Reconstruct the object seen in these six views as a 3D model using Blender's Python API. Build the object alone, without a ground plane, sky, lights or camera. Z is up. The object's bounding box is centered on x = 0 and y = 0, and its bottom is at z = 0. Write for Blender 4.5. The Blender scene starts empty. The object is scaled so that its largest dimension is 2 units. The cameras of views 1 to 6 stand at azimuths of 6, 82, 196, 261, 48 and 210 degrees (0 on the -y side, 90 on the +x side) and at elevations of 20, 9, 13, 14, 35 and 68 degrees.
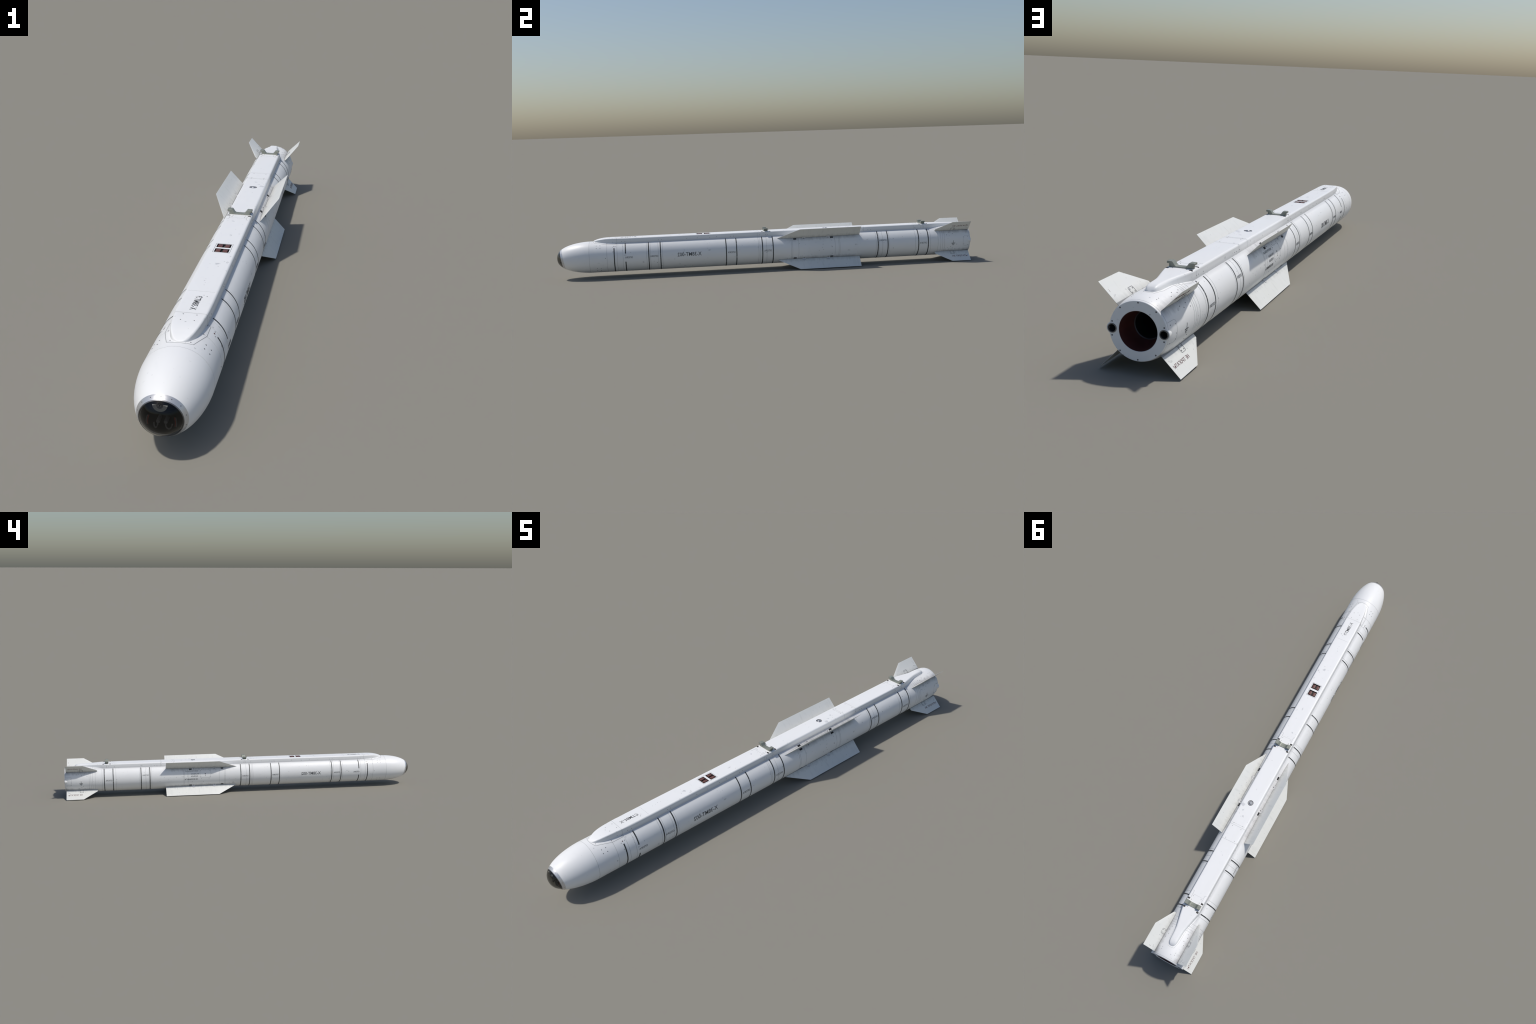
import bpy, bmesh, math, random
from mathutils import Vector, Matrix

random.seed(7)
ZC = 0.0960          # height of the body axis
R = 0.0737           # body radius
ZT = 0.1828          # flat top of the dorsal fairing

# ------------------------------------------------------------------ helpers
root = bpy.data.objects.new("guided_missile", None)
root.empty_display_size = 0.1
bpy.context.scene.collection.objects.link(root)
root["label"] = "long white cylindrical missile with glass nose, rail and fins"
root["category"] = "guided missile"


def link(ob, parent=None):
    bpy.context.scene.collection.objects.link(ob)
    ob.parent = parent or root
    return ob


def mesh_obj(name, verts, faces, mats, parent=None, fmat=None, smooth=35):
    me = bpy.data.meshes.new(name)
    me.from_pydata([tuple(v) for v in verts], [], faces)
    for m in mats:
        me.materials.append(m)
    if fmat:
        me.polygons.foreach_set("material_index", fmat)
    bm = bmesh.new()
    bm.from_mesh(me)
    bmesh.ops.recalc_face_normals(bm, faces=bm.faces)
    bm.to_mesh(me)
    bm.free()
    shade(me, smooth)
    return link(bpy.data.objects.new(name, me), parent)


def shade(me, smooth):
    me.polygons.foreach_set("use_smooth", [bool(smooth)] * len(me.polygons))
    if smooth:
        me.set_sharp_from_angle(angle=math.radians(smooth))


def pol(y, deg, r):
    a = math.radians(deg)
    return Vector((r * math.cos(a), y, ZC + r * math.sin(a)))


def lerp_table(tab, y):
    if y <= tab[0][0]:
        return tab[0][1]
    for (a, u), (b, v) in zip(tab, tab[1:]):
        if y <= b:
            t = (y - a) / (b - a)
            return u + (v - u) * t
    return tab[-1][1]


NOSE_END, NOSE_LEN = -0.840, 0.160
TAIL = [(0.930, R), (0.945, 0.0733), (0.960, 0.0726), (0.975, 0.0714), (0.988, 0.0694), (0.9975, 0.0666)]


def body_r(y):
    if y < NOSE_END:
        u = min(1.0, (NOSE_END - y) / NOSE_LEN)
        return R * max(0.0, 1 - u ** 1.9) ** (1 / 2.45)
    return lerp_table(TAIL, y)


def on_body(y, deg, h=0.0):
    return pol(y, deg, body_r(y) + h)


def lathe(name, prof, mats, n=160, parent=None, cx=0.0, cz=ZC, cap0=False, cap1=False, smooth=35):
    """prof: rows of (y, r, material index of the strip that starts here)."""
    V, F, M = [], [], []
    for y, r, _ in prof:
        for i in range(n):
            a = 2 * math.pi * i / n
            V.append((cx + r * math.cos(a), y, cz + r * math.sin(a)))
    for j in range(len(prof) - 1):
        for i in range(n):
            k = (i + 1) % n
            F.append((j * n + i, j * n + k, (j + 1) * n + k, (j + 1) * n + i))
            M.append(prof[j][2])
    if cap0:
        F.append(tuple(range(n)))
        M.append(prof[0][2])
    if cap1:
        b = (len(prof) - 1) * n
        F.append(tuple(range(b, b + n)))
        M.append(prof[-1][2])
    return mesh_obj(name, V, F, mats, parent, M, smooth)


def box_mesh(name, size, bevel, mats, segs=2):
    bm = bmesh.new()
    bmesh.ops.create_cube(bm, size=1.0)
    bmesh.ops.scale(bm, vec=size, verts=bm.verts)
    if bevel:
        bmesh.ops.bevel(bm, geom=list(bm.edges), offset=bevel, segments=segs, affect='EDGES', profile=0.5)
    me = bpy.data.meshes.new(name)
    bm.to_mesh(me)
    bm.free()
    for m in mats:
        me.materials.append(m)
    shade(me, 40)
    return me


def tube(name, pts, rad, mats, parent=None, n=10):
    V, F = [], []
    P = [Vector(p) for p in pts]
    for i, p in enumerate(P):
        t = (P[min(i + 1, len(P) - 1)] - P[max(i - 1, 0)]).normalized()
        a = t.cross(Vector((0.31, 0.2, 0.93))).normalized()
        b = t.cross(a)
        for k in range(n):
            q = 2 * math.pi * k / n
            V.append(p + (a * math.cos(q) + b * math.sin(q)) * rad)
    for i in range(len(P) - 1):
        for k in range(n):
            l = (k + 1) % n
            F.append((i * n + k, i * n + l, (i + 1) * n + l, (i + 1) * n + k))
    F.append(tuple(range(n)))
    F.append(tuple(range((len(P) - 1) * n, len(P) * n)))
    return mesh_obj(name, V, F, mats, parent, None, 40)


class Soup:
    """collects many small pieces into one joined part"""

    def __init__(self):
        self.V, self.F = [], []

    def add(self, V, F):
        b = len(self.V)
        self.V += [Vector(v) for v in V]
        self.F += [tuple(b + i for i in f) for f in F]

    def ribbon(self, fn, path, w, h=0.0002, closed=False, step=0.004):
        """path in surface coordinates (metres); fn(u, v, h) -> point"""
        P = [Vector((p[0], p[1])) for p in path]
        if closed:
            P.append(P[0].copy())
        Q = []
        for a, b in zip(P, P[1:]):
            k = max(1, int((b - a).length / step))
            Q += [a.lerp(b, i / k) for i in range(k)]
        Q.append(P[-1])
        V, F = [], []
        for i, p in enumerate(Q):
            if closed and i in (0, len(Q) - 1):
                d0, d1 = Q[1] - Q[0], Q[-1] - Q[-2]
            else:
                d0 = Q[min(i + 1, len(Q) - 1)] - Q[min(i, len(Q) - 2)]
                d1 = Q[max(i, 1)] - Q[max(i - 1, 0)]
            d0, d1 = d0.normalized(), d1.normalized()
            m = (d0 + d1).normalized()
            nrm = Vector((-m.y, m.x)) * (w / 2 / max(0.5, m.dot(d0)))
            a, b = p + nrm, p - nrm
            V += [fn(a.x, a.y, -0.0004), fn(a.x, a.y, h), fn(b.x, b.y, h), fn(b.x, b.y, -0.0004)]
        for i in range(len(Q) - 1):
            for k in range(3):
                F.append((4 * i + k, 4 * i + k + 1, 4 * i + k + 5, 4 * i + k + 4))
        if not closed:
            F.append((0, 1, 2, 3))
            b = 4 * (len(Q) - 1)
            F.append((b, b + 1, b + 2, b + 3))
        self.add(V, F)

    def build(self, name, mats, parent=None, smooth=30):
        ob = mesh_obj(name, self.V, self.F, mats, parent, None, smooth)
        ob["kind"] = "stuff"
        return ob


def rounded_rect(u0, v0, u1, v1, r, n=4):
    out = []
    for cu, cv, a0 in ((u1 - r, v1 - r, 0), (u0 + r, v1 - r, 90), (u0 + r, v0 + r, 180), (u1 - r, v0 + r, 270)):
        for i in range(n + 1):
            a = math.radians(a0 + 90 * i / n)
            out.append((cu + r * math.cos(a), cv + r * math.sin(a)))
    return out


# ------------------------------------------------------------------ materials
def new_mat(name, col, rough=0.5, metal=0.0, spec=0.5):
    m = bpy.data.materials.new(name)
    m.use_nodes = True
    b = m.node_tree.nodes["Principled BSDF"]
    b.inputs["Base Color"].default_value = (*col, 1)
    b.inputs["Roughness"].default_value = rough
    b.inputs["Metallic"].default_value = metal
    b.inputs["Specular IOR Level"].default_value = spec
    return m


class NT:
    def __init__(self, mat):
        self.t = mat.node_tree
        self.bsdf = self.t.nodes["Principled BSDF"]

    def n(self, kind, **kw):
        nd = self.t.nodes.new(kind)
        for k, v in kw.items():
            if k in nd.bl_rna.properties:
                setattr(nd, k, v)
            else:
                self.put(nd.inputs[k], v)
        return nd

    def put(self, sock, v):
        if isinstance(v, bpy.types.NodeSocket):
            self.t.links.new(v, sock)
        else:
            sock.default_value = v

    def math(self, op, a, b=0.0, clamp=False):
        nd = self.t.nodes.new("ShaderNodeMath")
        nd.operation, nd.use_clamp = op, clamp
        self.put(nd.inputs[0], a)
        self.put(nd.inputs[1], b)
        return nd.outputs[0]

    def ramp(self, v, lo, hi, a=0.0, b=1.0):
        nd = self.t.nodes.new("ShaderNodeMapRange")
        for i, x in enumerate((v, lo, hi, a, b)):
            self.put(nd.inputs[i], x)
        return nd.outputs[0]

    def mix(self, f, a, b):
        nd = self.t.nodes.new("ShaderNodeMix")
        nd.data_type = 'RGBA'
        self.put(nd.inputs[0], f)
        self.put(nd.inputs[6], a)
        self.put(nd.inputs[7], b)
        return nd.outputs[2]

    def coord(self, scale=(1, 1, 1), loc=(0, 0, 0)):
        tc = self.t.nodes.new("ShaderNodeTexCoord")
        mp = self.t.nodes.new("ShaderNodeMapping")
        mp.inputs["Scale"].default_value = scale
        mp.inputs["Location"].default_value = loc
        self.t.links.new(tc.outputs["Object"], mp.inputs["Vector"])
        return mp.outputs[0]

    def noise(self, vec, scale, detail=3.0, rough=0.55):
        nd = self.t.nodes.new("ShaderNodeTexNoise")
        self.t.links.new(vec, nd.inputs["Vector"])
        nd.inputs["Scale"].default_value = scale
        nd.inputs["Detail"].default_value = detail
        nd.inputs["Roughness"].default_value = rough
        return nd.outputs["Fac"]

    def specks(self, vec, scale, size, keep):
        """sparse random spots: 1 inside a spot"""
        nd = self.t.nodes.new("ShaderNodeTexVoronoi")
        wob = self.noise(vec, scale * 3, 2)
        self.t.links.new(vec, nd.inputs["Vector"])
        nd.inputs["Scale"].default_value = scale
        sep = self.t.nodes.new("ShaderNodeSeparateColor")
        self.t.links.new(nd.outputs["Color"], sep.inputs[0])
        gate = self.math('GREATER_THAN', sep.outputs[0], 1 - keep)
        lim = self.math('MULTIPLY', wob, size * 2)
        lim = self.math('MULTIPLY', lim, sep.outputs[1])
        d = self.math('SUBTRACT', lim, nd.outputs["Distance"])
        return self.math('MULTIPLY', self.ramp(d, 0.0, size * 0.35), gate)


def paint(name, base, dirt, speck=(0.24, 0.245, 0.25), fin=False, scuffs=(), edge_darkening=False):
    m = new_mat(name, base, 0.42)
    t = NT(m)
    v = t.coord()
    big = t.noise(t.coord((1, 0.35, 1)), 14, 4)
    col = t.mix(t.ramp(big, 0.42, 0.75, 0, 0.35), (*base, 1), (*dirt, 1))
    # scattered dark chips, big and small
    s1 = t.specks(v, 84, 0.23, 0.45)
    s2 = t.specks(t.coord((1, 0.55, 1), (3.1, 1.7, 0.4)), 46, 0.21, 0.22)
    s2 = t.math('MULTIPLY', s2, t.ramp(t.noise(v, 420, 3, 0.7), 0.42, 0.56))
    patch = t.ramp(t.noise(t.coord(loc=(5, 2, 1)), 9, 2), 0.40, 0.62, 0.15, 0.75)
    if not fin:
        tcy = t.t.nodes.new("ShaderNodeTexCoord")
        sy = t.t.nodes.new("ShaderNodeSeparateXYZ")
        t.t.links.new(tcy.outputs["Object"], sy.inputs[0])
        s2 = t.math('MULTIPLY', s2, t.ramp(sy.outputs[1], -0.86, -0.70, 0.12, 1.0))
        s1 = t.math('MULTIPLY', s1, t.ramp(sy.outputs[1], -0.90, -0.76, 0.25, 1.0))
    col = t.mix(t.math('MULTIPLY', s1, patch), col, (*speck, 1))
    col = t.mix(t.math('MULTIPLY', s2, 0.50), col, (*speck, 1))
    # thin scratches
    sc = t.noise(t.coord((60, 900, 60) if not fin else (90, 700, 90)), 1.0, 2)
    gate = t.ramp(t.noise(t.coord(loc=(1, 8, 3)), 22, 2), 0.60, 0.72)
    col = t.mix(t.math('MULTIPLY', t.ramp(sc, 0.62, 0.72, 0, 0.45), gate), col, (0.33, 0.34, 0.35, 1))
    for (cx, cy, cz), cr, amt in scuffs:
        tc = t.t.nodes.new("ShaderNodeTexCoord")
        vm = t.t.nodes.new("ShaderNodeVectorMath")
        vm.operation = 'DISTANCE'
        t.t.links.new(tc.outputs["Object"], vm.inputs[0])
        vm.inputs[1].default_value = (cx, cy, cz)
        edge = t.math('ADD', vm.outputs["Value"], t.math('MULTIPLY', t.math('SUBTRACT', t.noise(v, 120, 4, 0.7), 0.5), cr * 3.0))
        col = t.mix(t.ramp(edge, cr, cr * 0.8, 0, amt), col, (0.36, 0.37, 0.40, 1))
    if edge_darkening:
        # darker tone along the foot of the fairing, streaky darkening along the fin roots
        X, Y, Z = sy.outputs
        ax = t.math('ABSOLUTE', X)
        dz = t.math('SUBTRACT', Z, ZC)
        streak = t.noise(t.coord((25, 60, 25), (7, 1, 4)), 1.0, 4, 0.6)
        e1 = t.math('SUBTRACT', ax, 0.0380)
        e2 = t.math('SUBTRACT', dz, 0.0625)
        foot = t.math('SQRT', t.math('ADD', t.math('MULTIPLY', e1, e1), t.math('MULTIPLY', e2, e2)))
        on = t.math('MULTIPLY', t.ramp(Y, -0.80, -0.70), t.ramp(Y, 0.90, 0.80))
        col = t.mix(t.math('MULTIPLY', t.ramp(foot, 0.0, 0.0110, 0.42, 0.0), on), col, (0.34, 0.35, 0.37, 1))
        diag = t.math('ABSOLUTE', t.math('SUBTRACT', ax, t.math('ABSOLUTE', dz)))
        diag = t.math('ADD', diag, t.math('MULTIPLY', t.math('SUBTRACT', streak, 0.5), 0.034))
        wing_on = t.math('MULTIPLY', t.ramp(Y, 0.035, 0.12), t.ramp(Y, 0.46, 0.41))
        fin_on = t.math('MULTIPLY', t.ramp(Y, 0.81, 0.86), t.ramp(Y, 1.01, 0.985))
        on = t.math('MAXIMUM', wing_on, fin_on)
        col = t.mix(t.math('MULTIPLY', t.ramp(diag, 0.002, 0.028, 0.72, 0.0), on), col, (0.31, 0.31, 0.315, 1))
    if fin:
        # occlusion shade tinted outward from the root in streaks, and chordwise bands
        tc = t.t.nodes.new("ShaderNodeTexCoord")
        sx = t.t.nodes.new("ShaderNodeSeparateXYZ")
        t.t.links.new(tc.outputs["Object"], sx.inputs[0])
        st = t.noise(t.coord((12, 55, 12)), 1.0, 3, 0.6)
        reach = t.math('ADD', t.math('MULTIPLY', st, 0.040), 0.060)
        g = t.ramp(t.math('SUBTRACT', reach, sx.outputs[0]), -0.012, 0.008, 0, 0.42)
        col = t.mix(g, col, (0.30, 0.31, 0.30, 1))
        col = t.mix(t.ramp(sx.outputs[0], 0.0762, 0.0745, 0, 0.75), col, (0.10, 0.105, 0.11, 1))  # near-black tint draws the shadowed gap where fin meets body
        st2 = t.noise(t.coord((14, 60, 14), (4, 3, 2)), 1.0, 4, 0.6)
        col = t.mix(t.ramp(st2, 0.54, 0.72, 0, 0.22), col, (0.45, 0.455, 0.43, 1))
    t.put(t.bsdf.inputs["Base Color"], col)
    t.put(t.bsdf.inputs["Roughness"], t.ramp(big, 0.3, 0.7, 0.36, 0.52))
    return m


WHITE = paint("white_paint", (0.825, 0.828, 0.825), (0.73, 0.73, 0.715), edge_darkening=True, scuffs=(
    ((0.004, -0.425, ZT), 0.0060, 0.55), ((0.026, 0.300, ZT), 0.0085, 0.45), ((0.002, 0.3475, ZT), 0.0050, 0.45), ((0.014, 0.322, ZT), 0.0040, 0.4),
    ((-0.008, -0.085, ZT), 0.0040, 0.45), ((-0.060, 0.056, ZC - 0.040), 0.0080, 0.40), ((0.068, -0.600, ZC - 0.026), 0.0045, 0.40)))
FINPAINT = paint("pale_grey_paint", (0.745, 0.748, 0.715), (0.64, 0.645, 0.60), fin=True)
SEAM = new_mat("seam_shadow", (0.47, 0.475, 0.48), 0.7)
PLATEGREY = paint("grey_plate_paint", (0.80, 0.81, 0.82), (0.66, 0.67, 0.67))
SEAMDARK = new_mat("dark_outline", (0.22, 0.225, 0.23), 0.7)
SCREW = new_mat("screw_steel", (0.13, 0.13, 0.14), 0.5, 0.3)
BLACK = new_mat("black_cavity", (0.010, 0.011, 0.013), 0.7)
CAVGREY = new_mat("cavity_insert", (0.14, 0.135, 0.13), 0.6)
OLIVE = new_mat("olive_grey_steel", (0.155, 0.165, 0.14), 0.48, 0.25)
PADRED = new_mat("brown_red_ceramic", (0.132, 0.052, 0.042), 0.5)
PADRED.node_tree.nodes["Principled BSDF"].inputs["Coat Weight"].default_value = 0.15
STEEL = new_mat("brushed_steel", (0.62, 0.625, 0.635), 0.36, 0.70)
STEELDARK = new_mat("dark_steel", (0.17, 0.17, 0.175), 0.4, 0.8)
WELL = new_mat("grey_well", (0.30, 0.30, 0.305), 0.5, 0.2)
STUD = new_mat("satin_steel", (0.42, 0.43, 0.45), 0.42, 0.6)
LINER = new_mat("red_brown_liner", (0.075, 0.014, 0.010), 0.65)
CHAMBER = new_mat("sooty_chamber", (0.012, 0.012, 0.013), 0.8)
NAVY = new_mat("navy_gimbal", (0.025, 0.038, 0.075), 0.35)
DISC = new_mat("grey_sensor_plate", (0.85, 0.85, 0.82), 0.5)  # base lightened to offset the dim light behind the smoked window
HOUSING = new_mat("black_housing", (0.018, 0.018, 0.018), 0.55)
CABLE = new_mat("grey_cable", (0.22, 0.22, 0.23), 0.35)
CABLERED = new_mat("red_cable", (0.40, 0.08, 0.06), 0.5)
WARN = new_mat("red_mark", (0.10, 0.045, 0.042), 0.6)


def stripe_mat(name, dark, chip=0.62, pale=(0.55, 0.56, 0.57)):
    m = new_mat(name, dark, 0.55)
    t = NT(m)
    n = t.noise(t.coord(), 260, 3, 0.6)
    g = t.noise(t.coord(loc=(2, 5, 1)), 30, 2)
    k = t.math('MULTIPLY', t.ramp(n, chip - 0.04, chip + 0.05), t.ramp(g, 0.45, 0.62, 0.1, 1.0))
    t.put(t.bsdf.inputs["Base Color"], t.mix(k, (*dark, 1), (*pale, 1)))
    return m


STRIPE = stripe_mat("black_band_paint", (0.028, 0.031, 0.033))
INK = stripe_mat("stencil_ink", (0.075, 0.08, 0.085), 0.60)
INKGREY = stripe_mat("faded_stencil_ink", (0.17, 0.175, 0.18), 0.57)
INKRED = stripe_mat("reddish_ink", (0.16, 0.085, 0.085), 0.58)

# brushed look of the window ring
t = NT(STEEL)
t.put(t.bsdf.inputs["Roughness"], t.ramp(t.noise(t.coord((40, 900, 40)), 1.0, 3), 0.3, 0.7, 0.30, 0.46))
# burnt streaks in the nozzle liner
t = NT(LINER)
t.put(t.bsdf.inputs["Base Color"], t.mix(t.noise(t.coord((30, 5, 30)), 1.0, 4), (0.10, 0.016, 0.012, 1), (0.030, 0.012, 0.010, 1)))
# worn steel of the hooks
t = NT(OLIVE)
t.put(t.bsdf.inputs["Base Color"], t.mix(t.ramp(t.noise(t.coord(), 160, 4), 0.4, 0.7), (0.215, 0.23, 0.195, 1), (0.29, 0.305, 0.265, 1)))

GLASS = new_mat("smoked_glass", (0.38, 0.38, 0.365), 0.0)
gb = GLASS.node_tree.nodes["Principled BSDF"]
gb.inputs["Transmission Weight"].default_value = 1.0
gb.inputs["IOR"].default_value = 1.3

# ------------------------------------------------------------------ nose, ring, window
SLOPE = 0.17
CUT_IN, CUT_OUT = -0.9788, -0.9682


def y_cut(base, deg):
    """where the slanted plane y = base + SLOPE*(ZC - z) meets the nose along a meridian"""
    lo, hi = -0.99999, -0.90
    s = math.sin(math.radians(deg))
    for _ in range(50):
        mid = (lo + hi) / 2
        if mid - (base - SLOPE * body_r(mid) * s) > 0:
            hi = mid
        else:
            lo = mid
    return (lo + hi) / 2


def meridian_grid(name, y0f, y1f, rows, offs, mats, parent=None, n=160, pole=False, power=1.0):
    """shell of the nose between two (possibly slanted) limits; offs = radial offsets of its layers, closed"""
    V, F = [], []
    L = len(offs)
    for off in offs:
        for j in range(rows + 1):
            for i in range(n):
                a = 360.0 * i / n
                y0, y1 = y0f(a), y1f(a)
                q = (j / rows) ** power
                y = y0 + (y1 - y0) * q
                r = body_r(y)
                e = 1e-4
                dr = (body_r(min(y + e, 0)) - body_r(max(y - e, -1.0))) / (2 * e)
                nl = math.hypot(1, dr)
                rr, yy = r + off / nl, y - off * dr / nl
                if pole and j == 0:
                    rr, yy = 0.0004, -1.0 - off
                V.append(pol(yy, a, max(rr, 0.0004)))
    per = (rows + 1) * n
    for l in range(L):
        for j in range(rows):
            for i in range(n):
                k = (i + 1) % n
                b = l * per
                F.append((b + j * n + i, b + j * n + k, b + (j + 1) * n + k, b + (j + 1) * n + i))
        if pole:
            F.append(tuple(l * per + i for i in range(n)))
    if L == 2:
        for j in ((rows,) if pole else (0, rows)):
            for i in range(n):
                k = (i + 1) % n
                F.append((j * n + i, j * n + k, per + j * n + k, per + j * n + i))
    return mesh_obj(name, V, F, mats, parent, None, 50)


cin = {}


def c_in(a):
    return cin.setdefault(round(a, 4), y_cut(CUT_IN, a))


cout = {}


def c_out(a):
    return cout.setdefault(round(a, 4), y_cut(CUT_OUT, a))


glass = meridian_grid("seeker_window", lambda a: -1.0, lambda a: c_in(a) + 0.0008, 40, (-0.0002, -0.0012), [GLASS], pole=True, power=2.0)
ring = meridian_grid("window_ring", lambda a: c_in(a), lambda a: c_out(a), 8, (0.0003, -0.0040), [STEEL])
nose = meridian_grid("nose_cone", lambda a: c_out(a), lambda a: -0.8476, 60, (0.0, -0.004), [WHITE], power=1.2)
# thin dark gasket between glass and ring
g = Soup()
N = 160
V, F = [], []
for i in range(N):
    a = 360 * i / N
    y = c_in(a)
    for dy, h in ((-0.0008, 0.0000), (0.0002, 0.0006), (0.0011, 0.0002), (0.0006, -0.003)):
        V.append(pol(y + dy, a, body_r(y + dy) + h))
for i in range(N):
    k = (i + 1) % N
    for j in range(3):
        F.append((4 * i + j, 4 * k + j, 4 * k + j + 1, 4 * i + j + 1))
mesh_obj("window_gasket", V, F, [STEELDARK], ring, None, 60)

# what stands behind the window: bulkhead, gimbal ball, sensor plate, plugs and cables
bulk = lathe("seeker_housing", [(-0.9640, 0.0005, 0), (-0.9640, 0.046, 0), (-0.9590, 0.0475, 0)], [HOUSING], 64)
HZ = ZC + 0.0235
V, F = [], []
nu, nv = 40, 20
for j in range(nv + 1):
    th = math.pi * j / nv
    for i in range(nu):
        ph = 2 * math.pi * i / nu
        V.append((0.0340 * math.sin(th) * math.cos(ph), -0.9640 + 0.0235 * math.sin(th) * math.sin(ph), HZ + 0.0190 * math.cos(th)))
for j in range(nv):
    for i in range(nu):
        k = (i + 1) % nu
        F.append((j * nu + i, j * nu + k, (j + 1) * nu + k, (j + 1) * nu + i))
gimbal = mesh_obj("seeker_gimbal", V, F, [NAVY], bulk, None, 60)
# half-disc plate, flat edge on top, facing forward
V, F = [], []
n = 32
for y in (-0.9893, -0.9865):
    for i in range(n + 1):
        a = math.radians(180 + 180 * i / n)
        V.append((0.0135 * math.cos(a), y - 0.10 * (0.0135 * math.sin(a)), HZ + 0.0050 + 0.0135 * math.sin(a)))
F.append(tuple(range(n + 1)))
F.append(tuple(range(n + 1, 2 * n + 2)))
for i in range(n + 1):
    k = (i + 1) % (n + 1)
    F.append((i, k, n + 1 + k, n + 1 + i))
plate = mesh_obj("sensor_plate", V, F, [DISC], bulk, None, 30)
for r0, r1, d in ((0.0056, 0.0048, 0.0004), (0.0036, 0.0028, 0.0008), (0.0014, 0.0001, 0.0010)):
    lathe("sensor_lens", [(-0.9893 - d, r1, 0), (-0.9893 - d, r0, 0), (-0.9870, r0, 0)], [HOUSING], 32, plate, 0.0, HZ + 0.0045)
for x in (0.009, -0.005):
    lathe("cable_plug", [(-0.9820, 0.0001, 0), (-0.9820, 0.0030, 0), (-0.9805, 0.0036, 0), (-0.9640, 0.0036, 0)], [CABLE], 24, bulk, x, ZC - 0.009)
for x, s in ((0.009, 1), (-0.005, -0.6)):
    tube("sensor_cable", [(x + s * 0.006 * (1 - math.cos(q)), -0.9815 - 0.002 * math.sin(q), ZC - 0.011 - 0.009 * math.sin(q)) for q in [math.pi * i / 16 for i in range(17)]], 0.0013, [CABLE], bulk)
for sx in (1, -1):
    for d, m in ((0.0, CABLE), (0.0022, CABLERED)):
        tube("sensor_cable", [(sx * (0.0255 - d + 0.002 * math.sin(i * 0.3)), -0.9740 - 0.002 * math.sin(i * 0.3), ZC - 0.002 - 0.0022 * i) for i in range(9)], 0.0009, [m], bulk)

# ------------------------------------------------------------------ body tube and tail
def grooved(y0, y1, seams, w=0.0010, d=0.0005):
    prof = [(y0, body_r(y0), 0)]
    for s in sorted(seams):
        r = body_r(s)
        prof += [(s - w / 2, r, 1), (s - w / 4, r - d, 1), (s + w / 4, r - d, 1), (s + w / 2, r, 0)]
    ys = [y for y, _ in TAIL if y0 < y < y1]
    prof += [(y, body_r(y), 0) for y in ys] + [(y1, body_r(y1), 0)]
    prof.sort(key=lambda p: p[0])
    return prof


SEAMS = [-0.8470, -0.7660, -0.7190, -0.6923, -0.5831, -0.5655, -0.5291, -0.5092,
         -0.0548, -0.0482, -0.0161, 0.1030, 0.1090, 0.1385, 0.3164, 0.3350, 0.3402,
         0.5199, 0.5349, 0.5525, 0.5861, 0.7176, 0.7940, 0.8316, 0.8455, 0.8555]
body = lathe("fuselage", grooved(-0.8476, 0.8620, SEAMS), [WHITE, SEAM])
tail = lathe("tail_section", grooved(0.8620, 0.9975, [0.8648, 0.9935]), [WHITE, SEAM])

# black bands; the fairing covers the top so they run from one side round the belly
stripes = []


def band(y, w, a0, a1, h=0.00035):
    n = max(6, int(abs(a1 - a0) / 2.5))
    V, F = [], []
    for i in range(n + 1):
        a = a0 + (a1 - a0) * i / n
        V += [on_body(y - w / 2, a, -0.0006), on_body(y - w / 2, a, h), on_body(y + w / 2, a, h), on_body(y + w / 2, a, -0.0006)]
    for i in range(n):
        for k in range(3):
            F.append((4 * i + k, 4 * i + k + 1, 4 * i + k + 5, 4 * i + k + 4))
    F += [(0, 1, 2, 3), (4 * n, 4 * n + 1, 4 * n + 2, 4 * n + 3)]
    return mesh_obj("black_band", V, F, [STRIPE], body, None, 30)


for y in (-0.5735, -0.5186, -0.2097, -0.1604, -0.0364, 0.0146, 0.5293, 0.5785, 0.7332, 0.7818):
    band(y, 0.0044, 57.2, -237.2)
band(-0.7325, 0.0046, 37.5, -217.5)
for a0, a1 in ((57.8, 14.5), (-15.4, -164.6), (165.5, 122.2)):
    band(-0.6805, 0.0046, a0, a1)

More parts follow.
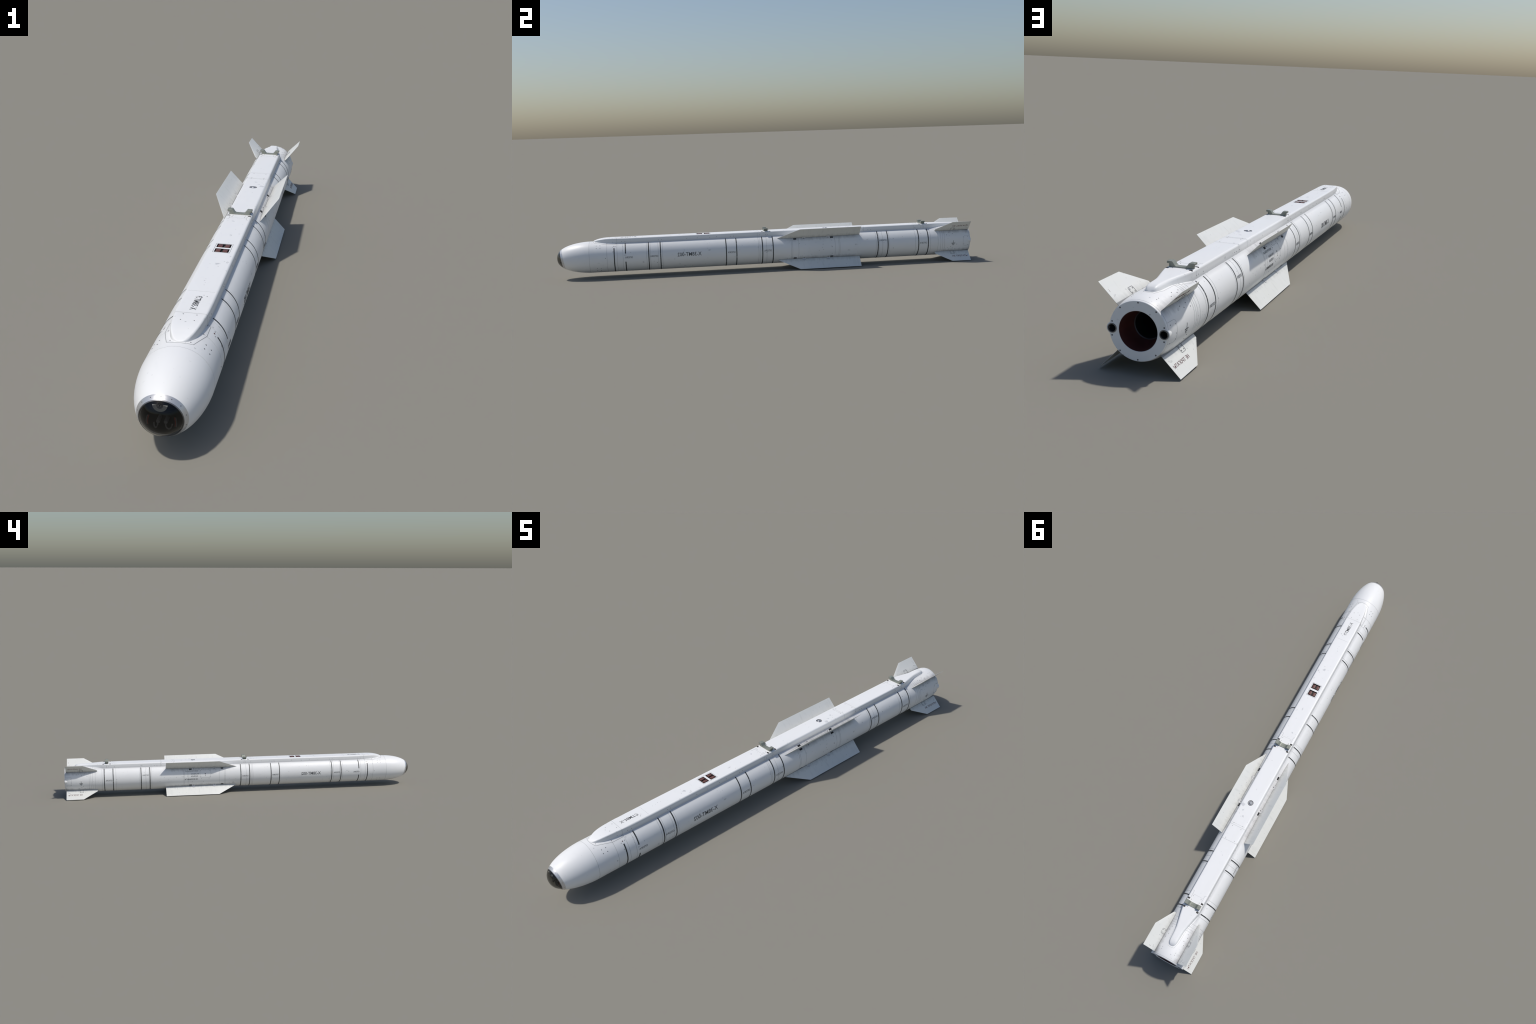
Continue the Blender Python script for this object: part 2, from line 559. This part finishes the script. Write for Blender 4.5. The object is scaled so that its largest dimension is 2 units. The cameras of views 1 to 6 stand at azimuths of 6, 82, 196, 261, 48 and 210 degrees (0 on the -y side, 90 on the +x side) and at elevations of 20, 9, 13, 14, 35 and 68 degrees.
# ------------------------------------------------------------------ lettering
def text_mesh(s, width, height, bold=0.009):
    cu = bpy.data.curves.new("lettering", 'FONT')
    cu.body = s
    cu.extrude = 0.02
    cu.resolution_u = 3
    cu.offset = bold
    ob = bpy.data.objects.new("lettering", cu)
    bpy.context.scene.collection.objects.link(ob)
    dg = bpy.context.evaluated_depsgraph_get()
    me = bpy.data.meshes.new_from_object(ob.evaluated_get(dg))
    bpy.data.objects.remove(ob)
    bpy.data.curves.remove(cu)
    bm = bmesh.new()
    bm.from_mesh(me)
    bpy.data.meshes.remove(me)
    bmesh.ops.remove_doubles(bm, verts=bm.verts, dist=1e-5)
    bmesh.ops.triangulate(bm, faces=bm.faces)
    xs = [v.co.x for v in bm.verts]
    ys = [v.co.y for v in bm.verts]
    x0, x1, y0, y1 = min(xs), max(xs), min(ys), max(ys)
    for v in bm.verts:
        v.co.x = (v.co.x - x0) / (x1 - x0) * width
        v.co.y = (v.co.y - y0) / (y1 - y0) * height - height / 2
        v.co.z = 0.00035 if v.co.z > 0 else -0.0008
    k = max(1, int(height / 0.003))
    for i in range(1, k):
        c = -height / 2 + height * i / k
        bmesh.ops.bisect_plane(bm, geom=list(bm.verts) + list(bm.edges) + list(bm.faces), plane_co=(0, c, 0), plane_no=(0, 1, 0))
    return bm


def place_text(s, width, height, fn, mat, parent):
    bm = text_mesh(s, width, height)
    for v in bm.verts:
        v.co = fn(v.co.x, v.co.y, v.co.z)
    bmesh.ops.recalc_face_normals(bm, faces=bm.faces)
    me = bpy.data.meshes.new("lettering")
    bm.to_mesh(me)
    bm.free()
    me.materials.append(mat)
    return link(bpy.data.objects.new("lettering", me), parent)


def body_text(s, ya, yb, deg, height, mat=INK, parent=None):
    """mirror-written text running from ya (first letter) to yb"""
    sg = 1 if abs(deg) < 90 else -1
    w = abs(yb - ya)
    d = 1 if yb > ya else -1

    def fn(x, y, z):
        yy = ya + d * x
        return on_body(yy, deg + sg * math.degrees(y / R), z)
    return place_text(s, w, height, fn, mat, parent or body)


body_text("X-38MT-002", -0.3272, -0.4400, 1.2, 0.0180)
body_text("X-38MT-002", -0.4522, -0.3376, 179.4, 0.0172)
SUP = "ОПОРА"
for y0, y1, dr, dl in ((-0.6828, -0.6477, 0.2, 179.9), (-0.5672, -0.5303, 0.2, 179.9), (-0.2029, -0.1668, 0.0, 179.6),
                       (-0.0285, 0.0072, -0.8, 179.8), (0.5357, 0.5712, 16.2, 161.5), (0.7387, 0.7746, -1.4, 178.6)):
    body_text(SUP, y1, y0, dr, 0.0085, INK if y0 < -0.1 else INKGREY)
    body_text(SUP, y0, y1, dl, 0.0080, INK if y0 < -0.1 else INKGREY)
# service notes on one flank
body_text("КОНТРОЛЬ БЛ", 0.2590, 0.3310, 150.6, 0.0072, INKGREY)
body_text("РАЗЪЕМ", 0.2540, 0.2995, 163.2, 0.0068, INKGREY)
body_text("РАЗЪЕМ", 0.2600, 0.2995, 173.2, 0.0080, INKGREY)
body_text("НЕ ВСКРЫВАТЬ", 0.2608, 0.3345, -173.6, 0.0080, INK)

# earth signs
earth = Soup()
for deg, sg in ((0, 1), (180, -1)):
    def fn(u, v, h, deg=deg, sg=sg):
        return on_body(u, deg + sg * math.degrees(v / R), h)
    for p, w in ((((0.9090, 0.0030), (0.9090, -0.0090)), 0.0018),
                 (((0.8995, -0.0108), (0.9188, -0.0108)), 0.0026),
                 (((0.9033, -0.0158), (0.9150, -0.0158)), 0.0026),
                 (((0.9068, -0.0203), (0.9112, -0.0203)), 0.0026)):
        earth.ribbon(fn, p, w, 0.00035)
earth.build("earth_sign", [INK], tail)

# ------------------------------------------------------------------ panel outlines on the body
seams = Soup()
dark = Soup()


def bd(u, v, h):           # v = arc length measured from the +x side
    return on_body(u, math.degrees(v / R), h)


def A(deg):
    return math.radians(deg) * R


for pts in ([(-0.7170, 62.5), (-0.7222, 55.2), (-0.7652, 55.0), (-0.8242, 69.0), (-0.8290, 80.0), (-0.8302, 86), (-0.8302, 94), (-0.8290, 100), (-0.8242, 111), (-0.7652, 125), (-0.7222, 124.8), (-0.7170, 117.5)],):
    dark.ribbon(bd, [(y, A(a)) for y, a in pts], 0.0009)
seams.ribbon(bd, [(y, A(a)) for y, a in [(0.8000, 57), (0.8700, 72), (0.9180, 73), (0.9480, 80), (0.9500, 90), (0.9480, 101), (0.9180, 107), (0.8700, 108), (0.8000, 123)]], 0.0008)
# access panel with instruction marks
pan = rounded_rect(0.1878, A(146.8), 0.2480, A(180.9), 0.004)
seams.ribbon(bd, pan, 0.0010, closed=True)
for s in (1, -1):
    c = A(0) if s > 0 else A(180)
    seams.ribbon(bd, [(0.9925, c + 0.0235), (0.968, c + 0.0235), (0.9615, c + 0.019), (0.9600, c + 0.014), (0.9600, c - 0.019), (0.9615, c - 0.024), (0.968, c - 0.0275), (0.9925, c - 0.0275)], 0.0008)
seams.build("panel_outline", [SEAM], body)
dark.build("panel_outline", [SEAMDARK], body)

# ------------------------------------------------------------------ dorsal fairing
HALF = [(-0.8274, 0.0030), (-0.8262, 0.0072), (-0.8240, 0.0110), (-0.8200, 0.0148), (-0.8140, 0.0182), (-0.8060, 0.0216), (-0.7960, 0.0249), (-0.7850, 0.0274),
        (-0.7720, 0.0296), (-0.7560, 0.0315), (-0.7380, 0.0328), (-0.7170, 0.0344), (-0.6900, 0.0355), (-0.6500, 0.0362), (-0.58, 0.0365),
        (0.7860, 0.0365), (0.7920, 0.0352), (0.8100, 0.0315), (0.8300, 0.0273), (0.8500, 0.0230), (0.8680, 0.0194), (0.8760, 0.0182), (0.8900, 0.0172), (0.9100, 0.0165),
        (0.9220, 0.0158), (0.9300, 0.0146), (0.9360, 0.0126), (0.9405, 0.0098), (0.9435, 0.0060), (0.9446, 0.0024)]
TOP = [(-0.8274, 0.1712), (-0.8250, 0.1726), (-0.8200, 0.1747), (-0.8100, 0.1776), (-0.7930, 0.1808), (-0.7800, 0.1822), (-0.7650, 0.1830), (-0.7400, 0.1833), (-0.70, ZT),
       (0.79, ZT), (0.8400, 0.1822), (0.8700, 0.1815), (0.9000, 0.1814), (0.9180, 0.1811), (0.9270, 0.1801), (0.9350, 0.1779), (0.9405, 0.1746), (0.9446, 0.1700)]


def rail_w(y):
    return lerp_table(HALF, y)


def rail_top(y):
    return lerp_table(TOP, y)


def rail_fillet(y):
    w, z = rail_w(y), rail_top(y)
    zb = ZC + math.sqrt(max(body_r(y) ** 2 - w * w, 0))
    want = 0.0056 if y > -0.70 else 0.0042
    if y > 0.80:
        want = min(0.0085, 0.0056 + (y - 0.80) * 0.024)
    return max(0.0006, min(want, 0.5 * w, 0.60 * (z - zb)))


def rail_section(y, h=0.0, nf=8):
    """outline from the +x foot over the top to the -x foot"""
    w, z, f = rail_w(y), rail_top(y), rail_fillet(y)
    flare = 0.0012
    zb = ZC + math.sqrt(max(body_r(y) ** 2 - (w + flare) ** 2, 0)) - 0.004
    half = [(w + flare + h, zb), (w + flare * 0.5 + h, (zb + z - f) / 2), (w + h, z - f)]
    for i in range(1, nf + 1):
        a = math.radians(90 * i / nf)
        half.append((w - f + (f + h) * math.cos(a), z - f + (f + h) * math.sin(a)))
    for k in (0.66, 0.33):
        half.append(((w - f) * k, z + h))
    return half + [(0.0, z + h)] + [(-x, q) for x, q in reversed(half)]


st = sorted(set([y for y, _ in HALF] + [y for y, _ in TOP] + [-0.45, -0.2, 0.0, 0.2, 0.4, 0.6, 0.7]))
fine = [st[0]]
for a, b in zip(st, st[1:]):
    k = max(1, int((b - a) / 0.006)) if (b < -0.68 or a > 0.77) else 1
    fine += [a + (b - a) * i / k for i in range(1, k + 1)]
V, F = [], []
m = len(rail_section(0))
for y in fine:
    V += [(x, y, z) for x, z in rail_section(y)]
for j in range(len(fine) - 1):
    for i in range(m):
        k = (i + 1) % m
        F.append((j * m + i, j * m + k, (j + 1) * m + k, (j + 1) * m + i))
F += [tuple(range(m)), tuple(range((len(fine) - 1) * m, len(fine) * m))]
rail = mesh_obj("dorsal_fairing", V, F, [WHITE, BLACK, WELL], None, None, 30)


def cut(target, pieces, idx):
    """boolean away boxes / cylinders given as bmesh builders, walls get material slot idx"""
    bm = bmesh.new()
    for p in pieces:
        if p[0] == 'box':
            _, c, s, bev = p
            r = bmesh.ops.create_cube(bm, size=1.0, matrix=Matrix.Translation(c) @ Matrix.Diagonal((*s, 1)))
            if bev:
                es = [e for e in {e for v in r['verts'] for e in v.link_edges} if abs((e.verts[0].co - e.verts[1].co).normalized().z) > 0.9]
                bmesh.ops.bevel(bm, geom=es, offset=bev, segments=3, affect='EDGES', profile=0.5)
        else:
            _, c, r, d, axis = p
            rot = Matrix.Rotation(math.pi / 2, 4, 'X') if axis == 'y' else Matrix.Identity(4)
            bmesh.ops.create_cone(bm, cap_ends=True, segments=40, radius1=r, radius2=r, depth=d, matrix=Matrix.Translation(c) @ rot)
    bmesh.ops.recalc_face_normals(bm, faces=bm.faces)
    me = bpy.data.meshes.new("cutter")
    bm.to_mesh(me)
    bm.free()
    for mm in target.data.materials:
        me.materials.append(mm)
    me.polygons.foreach_set("material_index", [idx] * len(me.polygons))
    co = link(bpy.data.objects.new("cutter", me))
    mod = target.modifiers.new("cut", 'BOOLEAN')
    mod.operation, mod.solver, mod.object = 'DIFFERENCE', 'EXACT', co
    bpy.context.view_layer.update()
    dg = bpy.context.evaluated_depsgraph_get()
    new = bpy.data.meshes.new_from_object(target.evaluated_get(dg))
    target.modifiers.clear()
    old = target.data
    new.name = old.name
    target.data = new
    bpy.data.meshes.remove(old)
    bpy.data.objects.remove(co)
    bpy.data.meshes.remove(me)
    shade(new, 30)


HOOKS = (-0.0133, 0.7668)
SLOTS = [(sx * 0.0299, hy + dy) for hy in HOOKS for sx in (1, -1) for dy in (-0.0187, 0.0190)]
WIN = ((-0.3302, 0.0262), (-0.2950, 0.0264))
cut(rail, [('box', (0.0, y, ZT), (0.0360, w, 0.010), 0.0010) for y, w in WIN]
    + [('box', (x, y, ZT), (0.0092, 0.0070, 0.0110), 0.0012) for x, y in SLOTS], 1)
cut(rail, [('cyl', (0, 0.2822, ZT), 0.0122, 0.0064, 'z')], 2)
pad = box_mesh("contact_pad", (0.0118, 0.0182, 0.0050), 0.0007, [PADRED])
for y, w in WIN:
    for x in (0.0086, -0.0092):
        link(bpy.data.objects.new("contact_pad", pad), rail).location = (x, y + 0.0010, ZT - 0.0021)
pin = box_mesh("contact_pin", (0.0012, 0.0016, 0.0016), 0.0003, [OLIVE])
for y, w in WIN:
    for k in (-1, 0, 1):
        link(bpy.data.objects.new("contact_pin", pin), rail).location = (0.0, y + k * 0.006, ZT - 0.0034)
ins = box_mesh("slot_insert", (0.0040, 0.0036, 0.0020), 0.0005, [CAVGREY])
for x, y in SLOTS:
    link(bpy.data.objects.new("slot_insert", ins), rail).location = (x, y, ZT - 0.0036)
# suspension stud in its round well
lathe_pts = [(0.0095, ZT - 0.0048), (0.0093, ZT - 0.0016), (0.0086, ZT - 0.0010), (0.0070, ZT - 0.0010), (0.0062, ZT - 0.0022), (0.0058, ZT - 0.0004), (0.0048, ZT + 0.0010), (0.0030, ZT + 0.0018), (0.0006, ZT + 0.0021)]
V, F = [], []
n = 40
for r, z in lathe_pts:
    V += [(r * math.cos(2 * math.pi * i / n), 0.2822 + r * math.sin(2 * math.pi * i / n), z) for i in range(n)]
for j in range(len(lathe_pts) - 1):
    for i in range(n):
        k = (i + 1) % n
        F.append((j * n + i, j * n + k, (j + 1) * n + k, (j + 1) * n + i))
F.append(tuple(range((len(lathe_pts) - 1) * n, len(lathe_pts) * n)))
mesh_obj("suspension_stud", V, F, [STUD], rail, None, 40)

# hooks: two upright horns with outward lips on a flat bar
half = [(0.0290, 0.0), (0.0290, 0.0086), (0.0347, 0.0092), (0.0347, 0.0138), (0.0340, 0.0143), (0.0216, 0.0143), (0.0208, 0.0139),
        (0.0150, 0.0058), (0.0133, 0.0041), (0.0112, 0.0031), (0.0090, 0.0029)]
out = half + [(-x, z) for x, z in reversed(half)]
bm = bmesh.new()
front = [bm.verts.new((x, -0.0091, z)) for x, z in out]
back = [bm.verts.new((x, 0.0091, z)) for x, z in out]
bm.faces.new(front)
bm.faces.new(list(reversed(back)))
for i in range(len(out)):
    k = (i + 1) % len(out)
    bm.faces.new((front[i], front[k], back[k], back[i]))
bmesh.ops.recalc_face_normals(bm, faces=bm.faces)
hook = bpy.data.meshes.new("suspension_hook")
bm.to_mesh(hook)
bm.free()
hook.materials.append(OLIVE)
shade(hook, 25)
for y in HOOKS:
    ob = link(bpy.data.objects.new("suspension_hook", hook), rail)
    ob.location = (0, y, ZT - 0.0003)
    bv = ob.modifiers.new("round", 'BEVEL')
    bv.width, bv.segments, bv.limit_method = 0.0004, 2, 'ANGLE'

# seams, tabs and frame lines on the fairing
rs, rd = Soup(), Soup()


def rail_band(soup, y, w, i0=0, i1=None, h=0.00022):
    V, F = [], []
    for yy in (y - w / 2, y + w / 2):
        V += [(x, yy, z) for x, z in rail_section(yy, h)[i0:i1]]
    q = len(V) // 2
    soup.add(V, [(i, i + 1, q + i + 1, q + i) for i in range(q - 1)])


def rt(u, v, h):
    return Vector((u, v, rail_top(v) + h))


rail_band(rs, -0.7185, 0.0009)
rail_band(rs, 0.3960, 0.0010)
rail_band(rs, 0.4668, 0.0010)
rail_band(rs, -0.0560, 0.0007, 0, 4)
rail_band(rs, -0.0133, 0.0007, 0, 4)
rail_band(rs, 0.7668, 0.0007, 0, 4)
rail_band(rs, 0.7200, 0.0007, 0, 4)
rail_band(rs, -0.0133, 0.0007, m - 4, m)
rail_band(rs, 0.7668, 0.0007, m - 4, m)
rs.ribbon(rt, [(0.0290, 0.3886), (-0.0290, 0.3886)], 0.0006)
rs.ribbon(rt, [(0.0300, -0.6005), (-0.0300, -0.6005)], 0.0005)
for hy in HOOKS:
    rs.ribbon(rt, [(0.0225, hy - 0.0400), (-0.0225, hy - 0.0400)], 0.0006)
    for sx in (1, -1):
        rs.ribbon(rt, [(sx * 0.0300, hy - 0.0545), (sx * 0.0262, hy - 0.0540), (sx * 0.0242, hy - 0.0515), (sx * 0.0242, hy - 0.0220)], 0.0011)
frame = rounded_rect(-0.0212, -0.3460, 0.0212, -0.2790, 0.0015)
rd.ribbon(rt, frame, 0.0009, closed=True)
rs.build("fairing_seam", [SEAM], rail)
rd.build("contact_frame", [SEAMDARK], rail)
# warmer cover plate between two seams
place_text("X-38MTЭ", 0.0740, 0.0148, lambda x, y, z: Vector((0.0008 + y, -0.7022 + x, rail_top(-0.6) + z)), INK, rail)

# ------------------------------------------------------------------ screws
bm = bmesh.new()
bmesh.ops.create_cone(bm, cap_ends=True, segments=14, radius1=0.0017, radius2=0.0015, depth=0.0012)
screw_me = bpy.data.meshes.new("screw")
bm.to_mesh(screw_me)
bm.free()
screw_me.materials.append(SCREW)
shade(screw_me, 40)


def screw(p, nrm, parent, s=1.0):
    ob = link(bpy.data.objects.new("screw", screw_me), parent)
    ob.location = Vector(p) - Vector(nrm).normalized() * 0.0003
    ob.rotation_euler = Vector(nrm).to_track_quat('Z', 'Y').to_euler()
    ob.scale = (s, s, 1)
    return ob


def body_screw(y, deg, s=1.0, parent=None):
    a = math.radians(deg)
    screw(on_body(y, deg), (math.cos(a), 0, math.sin(a)), parent or body, s)


for sg in (0, 1):
    def both(y, deg, s=1.0, sg=sg, parent=None):
        body_screw(y, deg if not sg else 180 - deg, s, parent)
    for y in (-0.8139, -0.7966):
        for d in (51, 39.6, -40, -51.5):
            both(y, d)
    both(-0.7735, 0.8)
    both(-0.7400, 42, 0.8)
    both(-0.7243, 45.2, 0.9)
    for y, d in ((-0.8189, 74.0), (-0.7646, 61.0), (-0.7242, 61.0)):
        both(y, d, 0.8)
    for y, d in ((0.3014, 26.7), (0.3014, 0.8), (0.3014, -24.6)):
        both(y, d, 0.8) if not sg else None
    for y, d in ((0.8760, 24.6), (0.8905, 34.6), (0.9064, 28.7), (0.9217, 34.6), (0.8975, -22.6), (0.8902, -33.8), (0.9067, -29.0), (0.9217, -34.0),
                 (0.9060, 62.0), (0.8893, 56.5), (0.9213, 56.3), (0.8760, 60.0)):
        both(y, d, 0.9, parent=tail)
    for y, d in ((0.9640, 13.0), (0.9640, -14.0), (0.9850, 15.5), (0.9850, -18.5)):
        both(y, d, 0.8, parent=tail)
    for y in (0.9700, 0.9610):
        both(y, 66, 0.7, parent=tail)
for y, d in ((0.2534, 1.4), (0.2368, -9.5), (0.2584, -7.4)):
    body_screw(y, d, 0.7)
for y, d in ((0.2396, 143.6), (0.1976, 143.5), (0.1817, 163.1), (0.2400, 184.5), (0.1975, 184.5), (0.2440, 177.0), (0.1918, 177.4), (0.1912, 149.8), (0.2445, 150.6), (0.2295, 199.5), (0.2920, 199.3)):
    body_screw(y, d, 0.85)
body_screw(0.2187, 163.7, 1.9)
body_screw(0.2182, 168.5, 0.9)
body_screw(0.2180, 173.0, 1.2)
mk = bpy.data.meshes.new("warning_mark")
for sg in (1, -1):
    deg = 45.3 if sg > 0 else 134.7
    ob = link(bpy.data.objects.new("warning_mark", screw_me.copy() if sg > 0 else bpy.data.meshes["warning_dot"]), body)
    if sg > 0:
        ob.data.name = "warning_dot"
        ob.data.materials.clear()
        ob.data.materials.append(WARN if sg < 0 else WARN)
    a = math.radians(deg)
    ob.location = on_body(-0.7326, deg, -0.0002)
    ob.rotation_euler = Vector((math.cos(a), 0, math.sin(a))).to_track_quat('Z', 'Y').to_euler()
    ob.scale = (1.3, 1.3, 1)
bpy.data.meshes.remove(mk)

UP = (0, 0, 1)
for x, y in ((0.0142, -0.7545), (-0.0138, -0.7545), (0.0142, -0.7268), (-0.0138, -0.7268), (0.0172, -0.6275),
             (0.0205, 0.3890), (-0.0200, 0.3885), (0.0203, 0.4033), (-0.0198, 0.4033), (0.0205, 0.4598), (-0.0198, 0.4595)):
    screw((x, y, rail_top(y)), UP, rail, 0.85)
for hy in HOOKS:
    for sx in (1, -1):
        for dy in (-0.0330, -0.0178, 0.0156):
            screw((sx * (0.0174 if dy > -0.03 else 0.0178), hy + dy, ZT), UP, rail, 0.85)
for y in (-0.6973, -0.6811, -0.5263, -0.5120, -0.3921, -0.3432, -0.2838, -0.1857, -0.1707, -0.0458, -0.0170, -0.0068,
          0.4631, 0.4880, 0.5025, 0.7256, 0.7556, 0.7673):
    for sx in (1, -1):
        screw((sx * (rail_w(y) + 0.0006), y, 0.1678), (sx, 0, 0), rail, 0.75)
# ring screws
for k in range(13):
    a = 90 + k * 360 / 13
    y = 0.45 * y_cut(CUT_IN, a) + 0.55 * y_cut(CUT_OUT, a)
    e = 1e-4
    dr = (body_r(y + e) - body_r(y - e)) / (2 * e)
    ar = math.radians(a)
    screw(pol(y, a, body_r(y) + 0.0003), (math.cos(ar), -dr, math.sin(ar)), ring, 0.68)

# ------------------------------------------------------------------ wings and tail fins
def fin_mesh(name, root_y, tip_y, tip_r, extra=None, t_root=0.0062, t_tip=0.0014):
    """flat wedge-section fin in local axes: x = distance from the axis, y = along the body"""
    st = []
    pts = [(0.0690, *root_y)]
    if extra:
        pts.append((extra[0], extra[1], None))
    pts.append((tip_r, *tip_y))
    r0, l0, e0 = pts[0]
    rN, lN, eN = pts[-1]
    rows = []
    nr = 14
    knots = [p[0] for p in pts]
    rr = sorted(set([r0 + (rN - r0) * i / nr for i in range(nr + 1)] + knots))
    lead = [(p[0], p[1]) for p in pts]
    chord = ((0.0, 0.12), (0.035, 0.62), (0.10, 0.92), (0.24, 1.0), (0.45, 0.86), (0.70, 0.55), (0.90, 0.26), (1.0, 0.10))
    V, F = [], []
    for r in rr:
        le = lerp_table(lead, r)
        te = e0 + (eN - e0) * (r - r0) / (rN - r0)
        th = t_root + (t_tip - t_root) * (r - r0) / (rN - r0)
        loop = [(le + (te - le) * c, th * k / 2) for c, k in chord]
        V += [(r, y, z) for y, z in loop] + [(r, y, -z) for y, z in reversed(loop)]
    q = 2 * len(chord)
    for j in range(len(rr) - 1):
        for i in range(q):
            k = (i + 1) % q
            F.append((j * q + i, j * q + k, (j + 1) * q + k, (j + 1) * q + i))
    F += [tuple(range(q)), tuple(range((len(rr) - 1) * q, len(rr) * q))]
    me = bpy.data.meshes.new(name)
    me.from_pydata(V, [], F)
    bm = bmesh.new()
    bm.from_mesh(me)
    bmesh.ops.recalc_face_normals(bm, faces=bm.faces)
    bm.to_mesh(me)
    bm.free()
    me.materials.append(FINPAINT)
    shade(me, 30)

    def thick(r, y):
        le = lerp_table(lead, r)
        te = e0 + (eN - e0) * (r - r0) / (rN - r0)
        th = t_root + (t_tip - t_root) * (r - r0) / (rN - r0)
        return th / 2 * lerp_table(list(chord), (y - le) / (te - le))
    return me, thick


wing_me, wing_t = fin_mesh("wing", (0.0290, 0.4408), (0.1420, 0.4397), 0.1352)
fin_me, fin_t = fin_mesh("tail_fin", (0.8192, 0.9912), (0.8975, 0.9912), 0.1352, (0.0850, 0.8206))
ANG = (45, -45, 135, -135)

# mounting tab and hinge-plate meshes shared by all copies
tab = Soup()
tab_line = Soup()
for yc in (0.1662, 0.2846):
    for sz in (1, -1):
        def wf(u, v, h, sz=sz):
            return Vector((v, u, sz * (wing_t(v, u) + h)))
        arc = [(yc + 0.0086 * math.cos(math.radians(a)), 0.0768 + 0.0086 * math.sin(math.radians(a))) for a in range(0, 181, 15)]
        arc = [(yc + 0.0086, 0.0715)] + arc + [(yc - 0.0086, 0.0715)]
        tab_line.ribbon(wf, arc, 0.0010, 0.0010)
        V = [wf(u, v, 0.0008) for u, v in arc] + [wf(u, v, -0.0005) for u, v in arc]
        k = len(arc)
        tab.add(V, [tuple(range(k))] + [(i, (i + 1) % k, k + (i + 1) % k, k + i) for i in range(k)])
        tab_line.ribbon(wf, [(yc + 0.0028 * math.cos(math.radians(a)), 0.0795 + 0.0028 * math.sin(math.radians(a))) for a in range(0, 360, 30)], 0.0009, 0.0011, closed=True)
tab_ob = tab.build("mounting_tab", [WHITE])
line_ob = tab_line.build("tab_outline", [SEAM])
hinge = Soup()
for sz in (1, -1):
    def ff(u, v, h, sz=sz):
        return Vector((v, u, sz * (fin_t(v, u) + h)))
    hinge.ribbon(ff, rounded_rect(0.8972, 0.0690, 0.9178, 0.0928, 0.0030), 0.0012, 0.0005, closed=True)
    for u, v in ((0.9015, 0.0785), (0.9135, 0.0785), (0.9015, 0.0880), (0.9135, 0.0880)):
        hinge.ribbon(ff, [(u + 0.0008 * math.cos(math.radians(a)), v + 0.0008 * math.sin(math.radians(a))) for a in range(0, 360, 60)], 0.0016, 0.0006, closed=True)
hinge_ob = hinge.build("hinge_plate", [SEAMDARK])
slot_me = box_mesh("mounting_slot", (0.0030, 0.0152, 0.0072), 0.0005, [BLACK])


def put_local(ob, parent):
    ob.parent = parent
    return ob


first = True
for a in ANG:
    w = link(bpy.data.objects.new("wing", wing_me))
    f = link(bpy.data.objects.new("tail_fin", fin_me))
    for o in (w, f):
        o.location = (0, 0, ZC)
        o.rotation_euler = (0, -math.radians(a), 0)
    for src, par in ((tab_ob, w), (line_ob, w), (hinge_ob, f)):
        if first:
            src.parent = par
        else:
            c = link(src.copy(), par)
    first = False
    # the instruction faces sideways: lower face of the upper fins, upper face of the lower ones
    side = -1 if a in (45, -135) else 1
    place_text("НЕ ТРОГАТЬ!", 0.0785, 0.0094,
               lambda x, y, z, side=side: Vector((0.1062 - y, 0.9035 + x, side * (fin_t(0.1062 - y, 0.9035 + x) + z))), INKRED, f)
    # slots and bolt bosses on the body, either side of each root
    for off in (6.4, -6.4):
        for y in (0.1220, 0.3018):
            s = link(bpy.data.objects.new("mounting_slot", slot_me), body)
            s.location = on_body(y, a + off, -0.0010)
            s.rotation_euler = (0, -math.radians(a + off), 0)
        for y in (0.1662, 0.2846):
            body_screw(y, a + off * 0.86, 1.55)

# ------------------------------------------------------------------ tail end: plate, nozzle, side tubes
TX, TZ = 0.0596, ZC + 0.0004
plate = lathe("tail_plate", [(0.9975, 0.0666, 0), (0.9984, 0.0658, 0), (0.9984, 0.0452, 0), (0.9976, 0.0443, 1), (0.9920, 0.0438, 0), (0.9920, 0.0666, 0), (0.9975, 0.0666, 0)], [PLATEGREY, BLACK], 128)
cut(plate, [('cyl', (sx * TX, 0.997, TZ), 0.0086, 0.03, 'y') for sx in (1, -1)], 1)
lathe("exhaust_nozzle", [(0.9978, 0.0442, 0), (0.9700, 0.0395, 0), (0.9480, 0.0335, 2), (0.9462, 0.0315, 2), (0.9440, 0.0335, 1), (0.8800, 0.0340, 1), (0.8400, 0.0300, 1), (0.8300, 0.0020, 1)], [LINER, CHAMBER, STEELDARK], 96, plate)
for sx in (1, -1):
    lathe("side_tube", [(0.9800, 0.0070, 1), (0.9820, 0.0076, 1), (0.9985, 0.0078, 0), (1.0000, 0.0086, 0), (0.9998, 0.0104, 0), (0.9982, 0.0108, 0), (0.9900, 0.0108, 0)],
          [STEELDARK, BLACK], 48, plate, sx * TX, TZ, cap0=True)
    # fairing bump that swells out of the tail to carry the tube
    n, V, F = 32, [], []
    prof = [(0.9700, 0.0060, 0.0610), (0.9760, 0.0084, 0.0606), (0.9820, 0.0102, 0.0602), (0.9890, 0.0118, 0.0599), (0.9945, 0.0128, 0.0597), (0.9976, 0.0132, 0.0596), (0.9986, 0.0128, 0.0596), (0.9987, 0.0095, 0.0596)]
    for y, r, c in prof:
        V += [(sx * (c + r * math.cos(2 * math.pi * i / n)), y, TZ + r * math.sin(2 * math.pi * i / n)) for i in range(n)]
    for j in range(len(prof) - 1):
        for i in range(n):
            k = (i + 1) % n
            F.append((j * n + i, j * n + k, (j + 1) * n + k, (j + 1) * n + i))
    mesh_obj("tube_fairing", V, F, [WHITE], tail, None, 40)
for a in (49, 90, 131, 229, 270, 311, 14.5, -14.5, 165.5, 194.5):
    r = 0.0628 if abs(a) not in (14.5, 165.5, 194.5) else 0.0617
    screw(pol(0.9984, a, r), (0, 1, 0), plate, 1.2)
